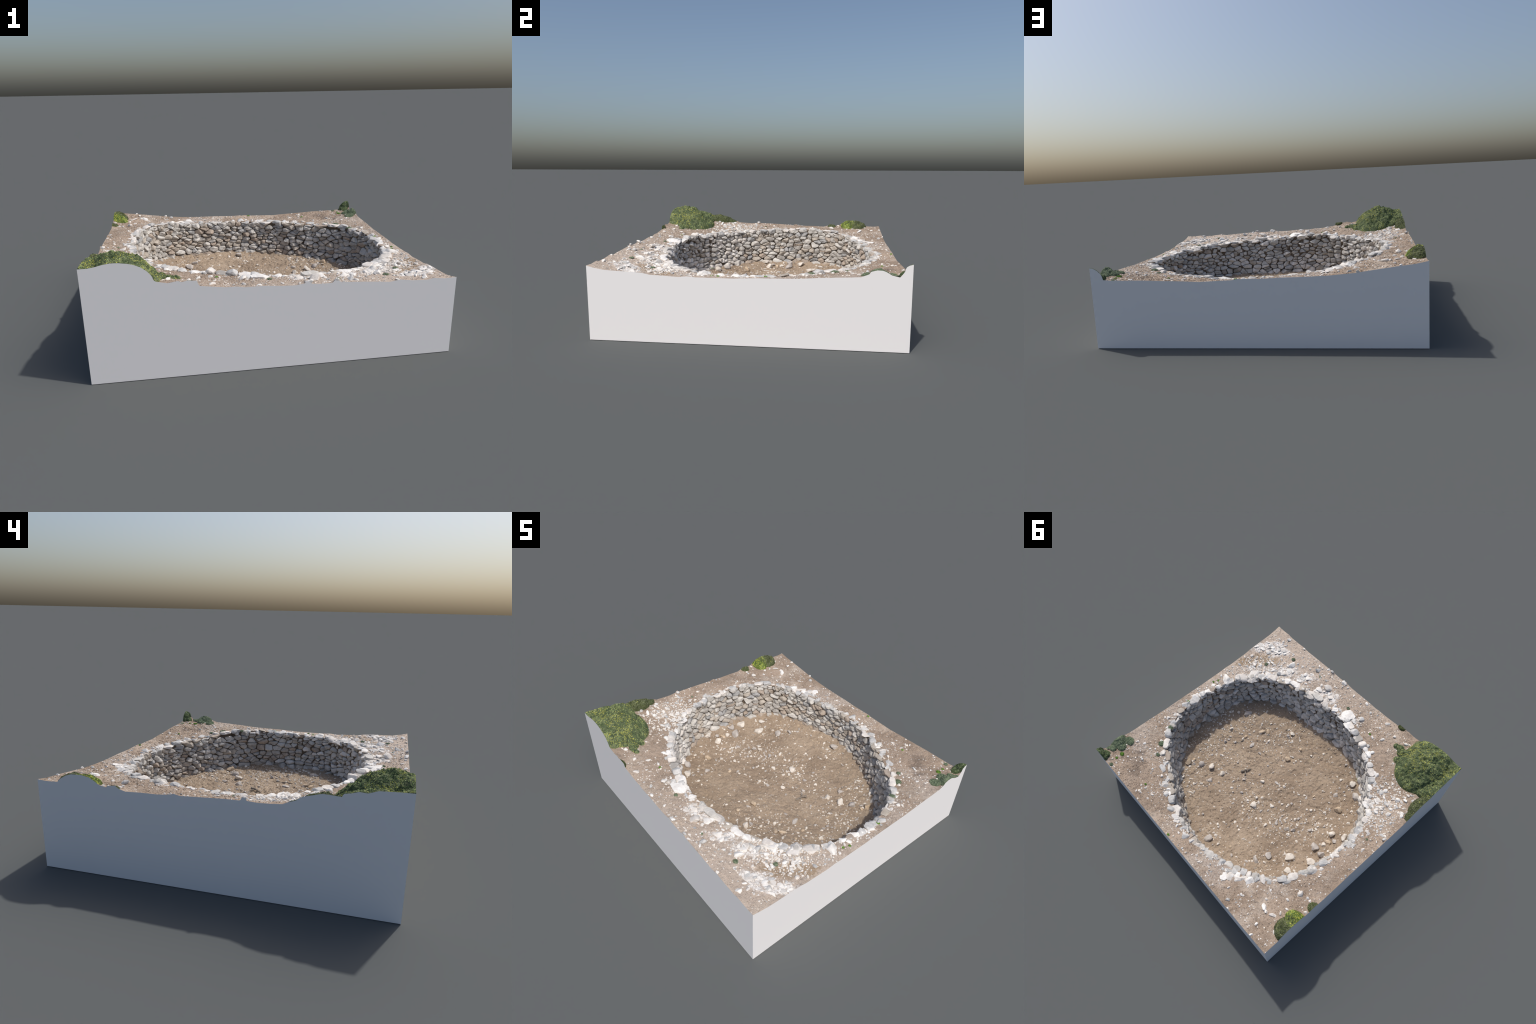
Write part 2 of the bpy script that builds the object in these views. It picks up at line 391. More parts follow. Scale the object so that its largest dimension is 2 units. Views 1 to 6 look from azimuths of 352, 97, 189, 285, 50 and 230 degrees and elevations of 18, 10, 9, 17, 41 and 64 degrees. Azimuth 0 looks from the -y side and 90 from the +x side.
# block: four plain sides up to the cut, and the underside
v = np.concatenate([np.stack([PX, PY, np.zeros(NP)], -1), np.stack([PX, PY, PTZ], -1)])
me = bpy.data.meshes.new("block")
f = grid_faces(2, NP, True)
me.from_pydata(v.tolist(), [], f.tolist() + [list(range(NP))[::-1]])
me.materials.append(BLOCK)
me.update()
add("block", me, ROOT)

# ground between the sides and the rim
rag = .007 * fbm(np.stack([np.cos(np.radians(PPH)) * 14, np.sin(np.radians(PPH)) * 14, PPH * 0], -1), 3, 77)
inner = rim_r(PPH) + SKIN + rag
rows = []
NR = 78
for j in range(NR):
    t = (j / (NR - 1)) ** .9
    ix, iy = CX + inner * np.cos(np.radians(PPH)), CY + inner * np.sin(np.radians(PPH))
    x, y = ix + (PX - ix) * t, iy + (PY - iy) * t
    if j == NR - 1:
        x, y = PX, PY
    z = surface(x, y)[0]
    rows.append(np.stack([x, y, z], -1))
ground = add("ground", make_mesh("ground", np.concatenate(rows), grid_faces(NR, NP, True)[:, ::-1], [SOIL]), ROOT)

# earth behind the wall stones
brow = []
for j in range(14):
    t = j / 13
    fr = foot_r(PPH) + SKIN
    r = fr + (inner - fr) * t + .004 * noise(np.stack([np.cos(np.radians(PPH)) * 20, np.sin(np.radians(PPH)) * 20, PPH * 0 + j * .7], -1), 5) * (0 < j < 13)
    x, y = CX + r * np.cos(np.radians(PPH)), CY + r * np.sin(np.radians(PPH))
    brow.append(np.stack([x, y, (floor_base(x, y) - .03) * (1 - t) + rows[0][:, 2] * t], -1))
wall = add("pit_wall", make_mesh("pit_wall", np.concatenate(brow), grid_faces(14, NP, True)[:, ::-1], [BACKING]), ROOT)

NA, NF = 1300, 190
ph = np.linspace(-180, 180, NA, endpoint=False)
fr = []
for j in range(NF):
    r = (foot_r(ph) + .022) * (.004 + .996 * j / (NF - 1))
    x, y = CX + r * np.cos(np.radians(ph)), CY + r * np.sin(np.radians(ph))
    fr.append(np.stack([x, y, floor_z(x, y)], -1))
floor = add("pit_floor", make_mesh("pit_floor", np.concatenate(fr), grid_faces(NF, NA, True), [FLOOR_SOIL]), ROOT)

# ------------------------------------------------------------------ dry-stone wall: courses of irregular stones
NS = 720
sph = np.linspace(-180, 180, NS + 1)
sr = (rim_r(sph) + foot_r(sph)) / 2
sx, sy = CX + sr * np.cos(np.radians(sph)), CY + sr * np.sin(np.radians(sph))
arc = np.concatenate([[0], np.cumsum(np.hypot(np.diff(sx), np.diff(sy)))])
LEN, TALL, ASPECT = arc[-1], .29, .50

def on_wall(s, h, out):
    """wall coordinates (along, up, towards the middle of the pit) to the block's frame"""
    p = np.interp(np.mod(s, LEN), arc, sph)
    e = 1.0
    p1, p2 = np.interp(np.mod(s - .01, LEN), arc, sph), np.interp(np.mod(s + .01, LEN), arc, sph)
    t = h / TALL
    def at(q, tt):
        fr_, rr_ = foot_r(q), rim_r(q)
        r = fr_ + (rr_ - fr_) * tt + .006 * np.sin(tt * 3.1)
        return CX + r * np.cos(np.radians(q)), CY + r * np.sin(np.radians(q)), r
    x, y, r = at(p, t)
    xa, ya, _ = at(p1, t)
    xb, yb, _ = at(p2, t)
    tx, ty = xb - xa, yb - ya
    l = np.hypot(tx, ty)
    nx, ny = -ty / l, tx / l                       # inward normal (counter-clockwise curve)
    fx, fy = CX + foot_r(p) * np.cos(np.radians(p)), CY + foot_r(p) * np.sin(np.radians(p))
    z0 = floor_base(fx, fy)
    z = z0 + (rim_z(p) + .004 - z0) * t
    lean = np.clip((np.cos(np.radians(p - 298)) + .05) / .45, 0, 1)            # this side leans back towards its top
    o = out - .001 - .013 * lean * t
    return np.stack([x + nx * o, y + ny * o, z], -1)

sites = []
h, row = -.006, 0
while h < TALL - .004:
    ch = RNG.uniform(.044, .058) if row < 1 else RNG.uniform(.019, .036)
    s = RNG.uniform(0, .05)
    while s < LEN - .02:
        w = RNG.choice([RNG.uniform(.030, .050), RNG.uniform(.050, .085), RNG.uniform(.085, .14)], p=[.32, .45, .23]) * (1.3 if row < 1 else 1)
        if w < .05 and RNG.random() < .3 and row > 0:              # two thin stones on top of each other
            sites.append((s + w / 2, h + ch * .22))
            sites.append((s + w / 2 + RNG.normal(0, .006), h + ch * .76))
        else:
            sites.append((s + w / 2, h + ch / 2 + RNG.normal(0, .0075) + .010 * math.sin(s * 3 + row)))
        s += w
    h += ch
    row += 1
sites = np.array(sites)
sites = sites[sites[:, 1] < TALL]
guard = [sites + (LEN, 0), sites - (LEN, 0)]
low = sites[sites[:, 1] < .06]
guard.append(np.stack([low[:, 0], -.012 - low[:, 1]], -1))
high = sites[sites[:, 1] > TALL - .07]                                  # ragged upper edge
guard.append(np.stack([high[:, 0], 2 * (TALL + RNG.uniform(-.010, .014, len(high))) - high[:, 1]], -1))
allp = np.concatenate([sites] + guard)

def cell(c, others):
    """Voronoi cell of c among others, by clipping a box with the bisectors"""
    poly = np.array([(-.12, -.08), (.12, -.08), (.12, .08), (-.12, .08)]) * (ASPECT, 1)
    q = (others - c) * (ASPECT, 1)
    d = np.hypot(q[:, 0], q[:, 1])
    for k in np.argsort(d)[1:26]:
        n, m = q[k] / d[k], d[k] / 2
        side = poly @ n - m
        if (side <= 0).all():
            continue
        out = []
        for i in range(len(poly)):
            a, b, sa, sb = poly[i], poly[(i + 1) % len(poly)], side[i], side[(i + 1) % len(poly)]
            if sa <= 0:
                out.append(a)
            if (sa < 0) != (sb < 0):
                out.append(a + (b - a) * sa / (sa - sb))
        poly = np.array(out)
        if len(poly) < 3:
            return None
    return poly / (ASPECT, 1)

K = 32
RINGS = np.array([0, .2, .38, .54, .67, .78, .87, .94, .985, 1.0])
TH = np.linspace(0, 2 * np.pi, K, endpoint=False)

def wall_stone(c, poly):
    mid = poly.mean(0)
    rel = poly - mid
    area = .5 * abs(np.sum(rel[:, 0] * np.roll(rel[:, 1], -1) - rel[:, 1] * np.roll(rel[:, 0], -1)))
    e = np.roll(rel, -1, 0) - rel
    n = np.stack([e[:, 1], -e[:, 0]], -1) / (np.hypot(e[:, 0], e[:, 1])[:, None] + 1e-9)
    dd = np.sum(rel * n, 1)
    n, dd = n * np.sign(dd)[:, None], np.abs(dd)
    u = np.stack([np.cos(TH), np.sin(TH)], -1)
    gap = RNG.uniform(.0003, .0022)
    cosine = np.maximum(u @ n.T, 1e-3)
    rad = np.min(np.maximum(dd - gap, .003) / cosine, 1)
    # a few knocked-off corners
    for v0 in rel[RNG.permutation(len(rel))[:3]]:
        l0 = math.hypot(*v0)
        rad = np.minimum(rad, l0 * RNG.uniform(.84, .98) / np.maximum(u @ (v0 / l0), .02))
    size = math.sqrt(area)
    D = np.clip(size * RNG.uniform(.30, .58), .010, .029)
    flat = mid + RINGS[:, None, None] * rad[None, :, None] * u[None]
    q = flat - mid
    out = D * np.clip(1 - RINGS ** RNG.uniform(3.5, 7), 0, 1)[:, None] ** .5 * np.ones((1, K))
    # chiselled facets
    for _ in range(RNG.integers(3, 6)):
        a, sl = RNG.uniform(0, 6.28), RNG.uniform(.15, .95)
        out = np.minimum(out, D * RNG.uniform(.75, 1.05) - sl * (q[..., 0] * math.cos(a) + q[..., 1] * math.sin(a)))
    out = np.maximum(out, .0) + np.where(RINGS < 1, RNG.uniform(-.004, .007), 0)[:, None] * np.clip((1 - RINGS) * 6, 0, 1)[:, None]
    pts = (c + flat).reshape(-1, 2)
    back = [np.concatenate([c + mid + (pts[-K:] - c - mid) * k_, np.full((K, 1), d_)], 1) for k_, d_ in ((.98, -.024), (.72, -.036), (.02, -.040))]
    P = np.concatenate([np.stack([pts[:, 0], pts[:, 1], out.ravel()], -1)] + back)
    P[(len(RINGS) - 1) * K:len(RINGS) * K, 2] = -.014
    P[(len(RINGS) - 2) * K:(len(RINGS) - 1) * K, 2] -= .003
    nz = fbm(P * 42 + RNG.uniform(0, 50, 3), 3, 9)
    inner_w = np.concatenate([np.clip((1 - np.repeat(RINGS, K)) * 8, 0, 1), np.zeros(3 * K)])
    P[:, 2] += nz * .0038 * inner_w
    P[:, :2] += (np.stack([noise(P * 60 + 9, 4), noise(P * 60 + 31, 5)], -1)) * .0022
    W = on_wall(P[:, 0], P[:, 1], P[:, 2])
    return W, area
WALL_FACES = grid_faces(len(RINGS) + 3, K, True)
stones = []
for i, c in enumerate(sites):
    poly = cell(c, allp)
    if poly is None:
        continue
    W, area = wall_stone(c, poly)
    at = math.radians(float(np.interp(c[0] % LEN, arc, sph)) + 85)
    if c[1] > TALL - .026 and RNG.random() < (.75 if math.cos(at) > .25 else .45):  # fewer pale tops at the back, dulled after the scan's baked shade
        tone = 5 + RNG.choice(3, p=[.15, .35, .5])                    # weathered tops
    elif math.cos(at) > .25:
        tone = RNG.choice(7, p=[.18, .38, .06, .06, .02, .06, .24])  # cleaner, paler stone on the near side
    else:
        tone = RNG.choice(5, p=[.28, .26, .24, .08, .14])
    stones.append((area, W, tone))
stones.sort(key=lambda s: -s[0])
rest_v, rest_f, rest_m = [], [], []
for k, (area, W, tone) in enumerate(stones):
    if k < 300:
        ctr = W.mean(0)
        add("wall_stone", make_mesh("wall_stone", W - ctr, WALL_FACES, [WALL[tone]], crease=38), wall, ctr)
    else:
        rest_f.append(WALL_FACES + len(W) * len(rest_v))
        rest_m.append(np.full(len(WALL_FACES), tone))
        rest_v.append(W)
add("wall_infill_stone", make_mesh("wall_infill_stone", np.concatenate(rest_v), np.concatenate(rest_f), WALL, np.concatenate(rest_m), crease=38), wall, kind="stuff")

# ------------------------------------------------------------------ loose stones
import bmesh
def icosphere(sub):
    bm = bmesh.new()
    bmesh.ops.create_icosphere(bm, subdivisions=sub, radius=1)
    v = np.array([x.co[:] for x in bm.verts])
    f = np.array([[x.index for x in p.verts] for p in bm.faces])
    bm.free()
    return v / np.linalg.norm(v, axis=1)[:, None], f
ICO = {s: icosphere(s) for s in (1, 2, 3, 4)}

def rock_shape(rng, dims, sub=3, planes=13, rough=.05, sharp=1.0):
    """a block cut by random planes, with a rough skin"""
    u, f = ICO[sub]
    n = rng.normal(size=(planes, 3))
    n /= np.linalg.norm(n, axis=1)[:, None]
    d = rng.uniform(.50, .92, planes)
    cut = np.min(np.where(u @ n.T > .05, d / np.maximum(u @ n.T, .05), 9), 1)
    r = np.minimum(cut, 1.12) * sharp + (1 - sharp) * .85
    r = r * (1 + rough * fbm(u * 2.6 + rng.uniform(0, 90, 3), 3, 3)) + .45 * rough * fbm(u * 8 + rng.uniform(0, 90, 3), 2, 6)
    v = u * r[:, None]
    v = v - (v.max(0) + v.min(0)) / 2
    v = v / np.abs(v).max(0)
    return v * (np.asarray(dims) / 2), f

def turn(v, yaw, pitch=0.0, roll=0.0):
    cy, sy, cp, sp, cr, sr_ = math.cos(yaw), math.sin(yaw), math.cos(pitch), math.sin(pitch), math.cos(roll), math.sin(roll)
    Z = np.array([[cy, -sy, 0], [sy, cy, 0], [0, 0, 1]])
    Y = np.array([[cp, 0, sp], [0, 1, 0], [-sp, 0, cp]])
    X = np.array([[1, 0, 0], [0, cr, -sr_], [0, sr_, cr]])
    return v @ (Z @ Y @ X).T

def keep_inside(v):
    v[:, 0] = np.clip(v[:, 0], -HX + .0015, HX - .0015)
    v[:, 1] = np.clip(v[:, 1], -HY + .0015, HY - .0015)
    return v

def place_stone(name, parent, x, y, z, dims, yaw, mat, sub=3, tip=.15, **k):
    v, f = rock_shape(RNG, dims, sub, **k)
    v = turn(v, yaw, RNG.normal(0, tip), RNG.normal(0, tip))
    v = keep_inside(v + (x, y, z)) - (x, y, z)
    return add(name, make_mesh(name, v, f, [mat], crease=26), parent, (x, y, z))

# coping stones round the rim: x, y, length, depth
RIM_STONES = [(.82, -.38, .119, .070), (.72, -.42, .108, .089), (.64, -.55, .138, .069), (.53, -.62, .078, .049), (.41, -.65, .068, .049), (.27, -.67, .096, .058), (.15, -.72, .095, .095), (.04, -.71, .057, .038), (-.06, -.73, .112, .094), (-.16, -.70, .111, .092), (-.26, -.66, .064, .055), (-.34, -.64, .054, .045), (-.42, -.59, .054, .063), (-.50, -.54, .044, .062), (-.55, -.52, .053, .062), (-.63, -.42, .043, .069), (-.76, -.27, .043, .060), (-.81, -.13, .067, .050), (-.81, -.06, .042, .033), (-.83, .03, .050, .041), (-.82, .09, .041, .033), (-.82, .14, .058, .049), (-.82, .24, .082, .057), (-.82, .17, .033, .041), (-.79, .33, .073, .057), (-.77, .39, .081, .057), (-.73, .51, .073, .065), (-.66, .61, .041, .073), (-.62, .63, .049, .065), (-.57, .69, .098, .074), (-.50, .74, .082, .066), (-.43, .74, .066, .050), (-.32, .76, .059, .050), (-.16, .80, .068, .034), (-.10, .82, .051, .060), (-.05, .83, .052, .043), (.02, .84, .061, .061), (.07, .81, .070, .044), (.17, .79, .088, .062), (.26, .79, .062, .053), (.33, .74, .045, .063), (.45, .71, .073, .054), (.48, .68, .055, .036), (.60, .60, .055, .046), (.69, .56, .047, .047), (.78, .41, .047, .047), (.85, .33, .048, .048), (.89, .25, .048, .058), (.93, .15, .068, .059), (.93, .05, .069, .059), (.91, -.0, .059, .049), (.90, -.08, .079, .059), (.88, -.15, .059, .049), (.90, -.26, .080, .110)]
def rim_tone(ph):
    front = np.cos(np.radians(ph + 75))                       # whitest at the near side
    p = np.array([.62, .33, .05]) if front > .2 else np.array([.06, .34, .60])  # far rim tinted greyer to follow the baked shadow there
    return WHITE[RNG.choice(3, p=p)]
for x, y, a, b in RIM_STONES:
    r, p = polar(x, y)
    R = float(rim_r(p))
    ca, sa = math.cos(math.radians(p) - YAW), math.sin(math.radians(p) - YAW)
    deep = .5 * math.hypot(a * ca, b * sa)                    # half depth of the stone across the rim
    r = np.clip(r, R + deep - .010, R + deep + .03)
    x, y = CX + r * math.cos(math.radians(p)), CY + r * math.sin(math.radians(p))
    near = y < -.35
    hgt = min(a, b) * (RNG.uniform(.45, .6) if near else RNG.uniform(.6, .85))
    grow = RNG.uniform(1.1, 1.35) if near else 1.08
    z = float(ground_z(x, y)[0])
    place_stone("rim_stone", wall, x, y, z - hgt * RNG.uniform(.12, .34), (a * grow, b * grow, hgt), YAW + RNG.normal(0, .25), rim_tone(p), 4, .12)
# smaller ones fill the gaps of the rim
p = -180.0
while p < 180:
    w = RNG.choice([RNG.uniform(.018, .032), RNG.uniform(.03, .06)])
    R = float(rim_r(p))
    r = R + w * .45 + RNG.uniform(-.004, .03)
    x, y = CX + r * math.cos(math.radians(p)), CY + r * math.sin(math.radians(p))
    z = float(ground_z(x, y)[0])
    hgt = w * RNG.uniform(.5, .8)
    bare = float(noise(np.array([p / 17.0, 3.3, 1.7]), 88)) < -.12
    if not bare and RNG.random() < (.75 if y < -.1 else .6):
        place_stone("rim_stone", wall, x, y, z - hgt * RNG.uniform(.08, .35), (w * 1.25, w * RNG.uniform(.7, 1.1), hgt), math.radians(p + 90) + RNG.normal(0, .5), rim_tone(p), 3, .15)
    p += math.degrees(w * .95 / R)

# stones lying on the ground: x, y, length, depth
GROUND_STONES = [(.64, -.63, .050, .050), (.62, -.75, .070, .050), (.23, -.81, .068, .058), (.17, -.93, .048, .039), (-.77, .75, .032, .064), (-.87, .51, .040, .040), (-.84, .60, .029, .024), (-.85, .74, .056, .024), (-.82, .86, .024, .022), (-.85, .93, .029, .019), (-.80, .76, .022, .029), (.42, -.87, .049, .036), (-.87, -.35, .042, .031), (-.84, -.48, .043, .034), (-.56, .90, .033, .024), (-.61, .94, .024, .024), (-.17, -.79, .047, .037), (-.59, -.53, .035, .035), (-.68, -.45, .026, .026), (-.46, -.85, .027, .027), (.83, -.91, .041, .029), (-.985, .57, .029, .022), (-.985, -.18, .03, .022), (.315, -.935, .035, .025)]
for x, y, a, b in GROUND_STONES:
    hgt = min(a, b) * RNG.uniform(.6, .85)
    place_stone("ground_stone", ground, x, y, float(ground_z(x, y)[0]) + hgt * .15, (a, b, hgt), YAW + RNG.normal(0, .3), WHITE[RNG.choice(3, p=[.45, .35, .2])], 3, .2)

FLOOR_STONES = [(-.03, .25, .065, .075), (.36, .26, .054, .054), (-.53, -.22, .065, .074), (-.54, -.40, .066, .084), (-.42, -.30, .047, .056), (.64, -.07, .040, .036), (.24, -.42, .050, .060), (.25, -.38, .036, .036), (.40, -.10, .040, .069), (.54, .34, .059, .059), (.47, .29, .058, .068), (.63, .41, .059, .069), (.38, .38, .048, .048), (-.02, .70, .083, .083), (-.44, .44, .063, .072), (-.56, .32, .116, .071), (-.40, .54, .045, .089), (-.70, .23, .107, .071), (-.63, .41, .071, .053), (-.64, -.04, .072, .063), (-.67, .03, .054, .047), (-.70, -.01, .045, .040), (-.63, .13, .072, .090), (-.73, -.08, .054, .081), (-.71, .14, .071, .062), (-.66, .07, .045, .045), (.66, -.27, .092, .061), (.72, -.22, .041, .033), (.08, .06, .048, .038), (-.08, -.04, .034, .034), (-.01, -.02, .028, .038), (.16, -.07, .023, .023), (.08, -.37, .029, .039), (-.02, -.40, .023, .023), (.30, -.10, .039, .024), (-.27, .21, .033, .055), (-.28, .18, .026, .026), (-.37, .19, .055, .036), (-.41, .16, .046, .033), (-.50, .06, .045, .033), (-.23, .29, .027, .046), (-.45, -.46, .066, .066), (.58, .05, .030, .030), (.52, -.01, .030, .024), (.33, -.23, .036, .024), (-.38, -.06, .033, .033), (.20, .16, .038, .029), (.12, .25, .038, .028), (.0, .19, .028, .028), (.09, -.23, .058, .048), (.08, -.28, .035, .027), (.03, -.27, .027, .023), (.44, -.24, .090, .034), (.40, -.28, .032, .070)]
for k, (x, y, a, b) in enumerate(FLOOR_STONES):
    hgt = min(a, b) * RNG.uniform(.55, .8)
    tone = 2 if k in (49, 52, 53) else RNG.choice(3, p=[.55, .35, .10])
    place_stone("floor_stone", floor, x, y, float(floor_z(x, y)) + hgt * .22, (a * .82, b * .82, hgt * .9), YAW + RNG.normal(0, .3), FLOORSTONE[tone], 3, .2)

def scatter(name, parent, pts, sizes, zf, mats, tone, sub=1, flat=(.4, .75), sink=.1, kind="stuff"):
    """many small stones joined into one part"""
    u, f = ICO[sub]
    shapes = [rock_shape(RNG, (1, 1, 1), sub, 9, .08) for _ in range(24)]
    V, F, M = [], [], []
    z = zf(pts[:, 0], pts[:, 1])
    for i, (x, y) in enumerate(pts):
        w = sizes[i]
        hgt = w * RNG.uniform(*flat)
        v = shapes[RNG.integers(24)][0] * (w * RNG.uniform(.9, 1.4), w * RNG.uniform(.65, 1), hgt)
        v = turn(v, RNG.uniform(0, 6.28), RNG.normal(0, .2), RNG.normal(0, .2)) + (x, y, z[i] + hgt * sink)
        V.append(v)
        F.append(f + len(u) * i)
        M.append(np.full(len(f), tone[i]))
    add(name, make_mesh(name, keep_inside(np.concatenate(V)), np.concatenate(F), mats, np.concatenate(M), smooth=sub > 1, crease=30 if sub > 1 else 0), parent, kind=kind)

def open_ground(n, weight):
    out = []
    while len(out) < n:
        x, y = RNG.uniform(-.995, .995, 4000), RNG.uniform(-.94, .94, 4000)
        r, ph_ = polar(x, y)
        h_ = np.zeros_like(x)
        for lobes in BUSHES.values():
            h_ = np.maximum(h_, lobe_height(x, y, lobes))
        ok = (r > rim_r(ph_) + .012) & (h_ <= 0) & (RNG.random(4000) < weight(x, y))
        out += list(np.stack([x, y], -1)[ok])
    return np.array(out[:n])

def heap(x, y, cx, cy, s): return np.exp(-(((x - cx) ** 2 + (y - cy) ** 2) / s ** 2))
def gravel_weight(x, y):
    patchy = np.clip(.05 + 1.7 * noise(xyz(x, y, 6), 91), 0, 1)
    w = .10 * patchy + .42 * heap(x, y, -.76, -.38, .17) + .26 * heap(x, y, -.86, -.26, .14) + .7 * heap(x, y, .68, -.58, .15) + .5 * heap(x, y, .83, -.50, .10)
    r, p_ = polar(x, y)
    w = w + (.22 + .2 * (y < -.2)) * np.exp(-np.maximum(r - rim_r(p_), 0) / .035) + .12 * heap(x, y, .35, -.8, .3)
    return np.clip(w, 0, 1)
pts = open_ground(2700, gravel_weight)
sz = np.exp(RNG.normal(math.log(.0088), .42, len(pts))).clip(.004, .022)
scatter("gravel", ground, pts, sz, lambda x, y: surface(x, y)[0], WHITE + [FLOORSTONE[0]], RNG.choice(4, len(pts), p=[.16, .30, .26, .28]), 1)
LEDGES = [(.92, -.72, .10, .035, 16), (.79, -.77, .07, .035, 12), (.44, -.745, .07, .03, 10), (.27, -.735, .06, .025, 8), (.60, -.68, .07, .04, 10), (.15, -.79, .05, .03, 6), (-.14, -.76, .05, .02, 5), (-.73, -.33, .06, .04, 6), (-.40, .82, .09, .03, 8)]
pts = np.concatenate([np.stack([x + (a := RNG.normal(0, .5, n)) * rx * math.cos(YAW) - (b := RNG.normal(0, .5, n)) * ry * math.sin(YAW), y + a * rx * math.sin(YAW) + b * ry * math.cos(YAW)], -1) for x, y, rx, ry, n in LEDGES])
scatter("bedrock_ledge", ground, pts, RNG.uniform(.02, .062, len(pts)), lambda x, y: surface(x, y)[0], WHITE, RNG.choice(3, len(pts), p=[.62, .33, .05]), 3, (.12, .26), -.05)
pts = open_ground(150, lambda x, y: np.clip(gravel_weight(x, y) * 1.2, 0, 1))
scatter("loose_stone", ground, pts, RNG.uniform(.018, .034, len(pts)), lambda x, y: surface(x, y)[0], WHITE, RNG.choice(3, len(pts), p=[.45, .35, .2]), 2)
pts = open_ground(5200, lambda x, y: np.clip(.5 + .7 * noise(xyz(x, y, 5), 12), .12, 1))
scatter("soil_crumb", ground, pts, RNG.uniform(.004, .0095, len(pts)), lambda x, y: surface(x, y)[0], [SOIL], np.zeros(len(pts), int), 1)

def pit_points(n, weight):
    out = []
    while len(out) < n:
        x, y = RNG.uniform(-.9, .95, 4000), RNG.uniform(-.9, .9, 4000)
        r, ph_ = polar(x, y)
        ok = (r < foot_r(ph_) - .015) & (RNG.random(4000) < weight(x, y))
        out += list(np.stack([x, y], -1)[ok])
    return np.array(out[:n])
pts = pit_points(1400, lambda x, y: np.clip(.3 + .6 * noise(xyz(x, y, 4), 61) + heap(x, y, -.38, .18, .12) + .5 * heap(x, y, .6, .1, .25), .05, 1))
scatter("floor_pebble", floor, pts, np.exp(RNG.normal(math.log(.0092), .42, len(pts))).clip(.004, .022), floor_z, FLOORSTONE, RNG.choice(3, len(pts), p=[.66, .24, .10]), 1)
pts = pit_points(200, lambda x, y: np.clip(.4 + .6 * noise(xyz(x, y, 4), 62) + heap(x, y, .6, .1, .3), .1, 1))
scatter("floor_rubble", floor, pts, RNG.uniform(.012, .026, len(pts)), floor_z, FLOORSTONE, RNG.choice(3, len(pts), p=[.62, .25, .13]), 2)
pts = pit_points(2600, lambda x, y: np.clip(.5 + .7 * noise(xyz(x, y, 6), 63), .1, 1))
scatter("clod", floor, pts, RNG.uniform(.005, .014, len(pts)), floor_z, [FLOOR_SOIL], np.zeros(len(pts), int), 1, (.35, .6))

# sticks on the floor
def stick(pts, r0):
    pts = np.array(pts, float)
    t = np.linspace(0, 1, 14)
    k = np.linspace(0, 1, len(pts))
    c = np.stack([np.interp(t, k, pts[:, i]) for i in range(3)], -1)
    d = np.gradient(c, axis=0)
    d /= np.linalg.norm(d, axis=1)[:, None]
    a = np.cross(d, (0, 0, 1.0))
    a /= np.linalg.norm(a, axis=1)[:, None]
    b = np.cross(a, d)
    rad = r0 * (1 - .55 * t) * np.where((t == 0) | (t == 1), .05, 1) * (1 + .2 * np.sin(t * 17))
    th = np.linspace(0, 2 * np.pi, 10, endpoint=False)
    v = c[:, None] + rad[:, None, None] * (np.cos(th)[None, :, None] * a[:, None] + np.sin(th)[None, :, None] * b[:, None])
    return add("stick", make_mesh("stick", v.reshape(-1, 3), grid_faces(14, 10, True), [WOOD]), floor)
fz = lambda x, y: float(floor_z(x, y))
stick([(.27, .135, fz(.27, .135) + .012), (.25, .10, fz(.25, .10) + .018), (.235, .05, fz(.235, .05) + .006)], .010)
stick([(.22, .13, fz(.22, .13) + .010), (.248, .10, fz(.248, .10) + .014), (.262, .075, fz(.262, .075) + .003)], .006)
stick([(.50, -.02, fz(.5, -.02) + .004), (.49, -.07, fz(.49, -.07) + .006), (.505, -.10, fz(.505, -.1) + .003)], .004)
for k in range(16):
    x, y = pit_points(1, lambda x, y: 1 + 0 * x)[0]
    a = RNG.uniform(0, 6.28)
    l = RNG.uniform(.015, .035)
    x2, y2 = x + l * math.cos(a), y + l * math.sin(a)
    stick([(x, y, fz(x, y) + .002), ((x + x2) / 2 + .002, (y + y2) / 2, fz(x, y) + .005), (x2, y2, fz(x2, y2) + .002)], RNG.uniform(.0015, .003))

# ------------------------------------------------------------------ bushes: lumpy mounds covered with leaves
OCT_V = np.array([(1, 0, 0), (-1, 0, 0), (0, 1, 0), (0, -1, 0), (0, 0, 1), (0, 0, -1)], float) * (.5, .26, .12)
OCT_F = np.array([(0, 2, 4), (2, 1, 4), (1, 3, 4), (3, 0, 4), (2, 0, 5), (1, 2, 5), (3, 1, 5), (0, 3, 5)])
def leaves(parent, name, P, N, size, mats, tone):
    """small thick leaves on points P with normals N"""
    n = len(P)
    up = N + RNG.normal(0, .45, (n, 3))
    up /= np.linalg.norm(up, axis=1)[:, None]
    a = np.cross(up, RNG.normal(size=(n, 3)))
    a /= np.linalg.norm(a, axis=1)[:, None]
    b = np.cross(up, a)
    s = size[:, None, None]
    V = P[:, None] + s * (OCT_V[None, :, 0:1] * a[:, None] + OCT_V[None, :, 1:2] * b[:, None] + OCT_V[None, :, 2:3] * up[:, None])
    F = (OCT_F[None] + 6 * np.arange(n)[:, None, None]).reshape(-1, 3)
    add(name, make_mesh(name, keep_inside(V.reshape(-1, 3)), F, mats, np.repeat(tone, 8), smooth=False), parent, kind="stuff")

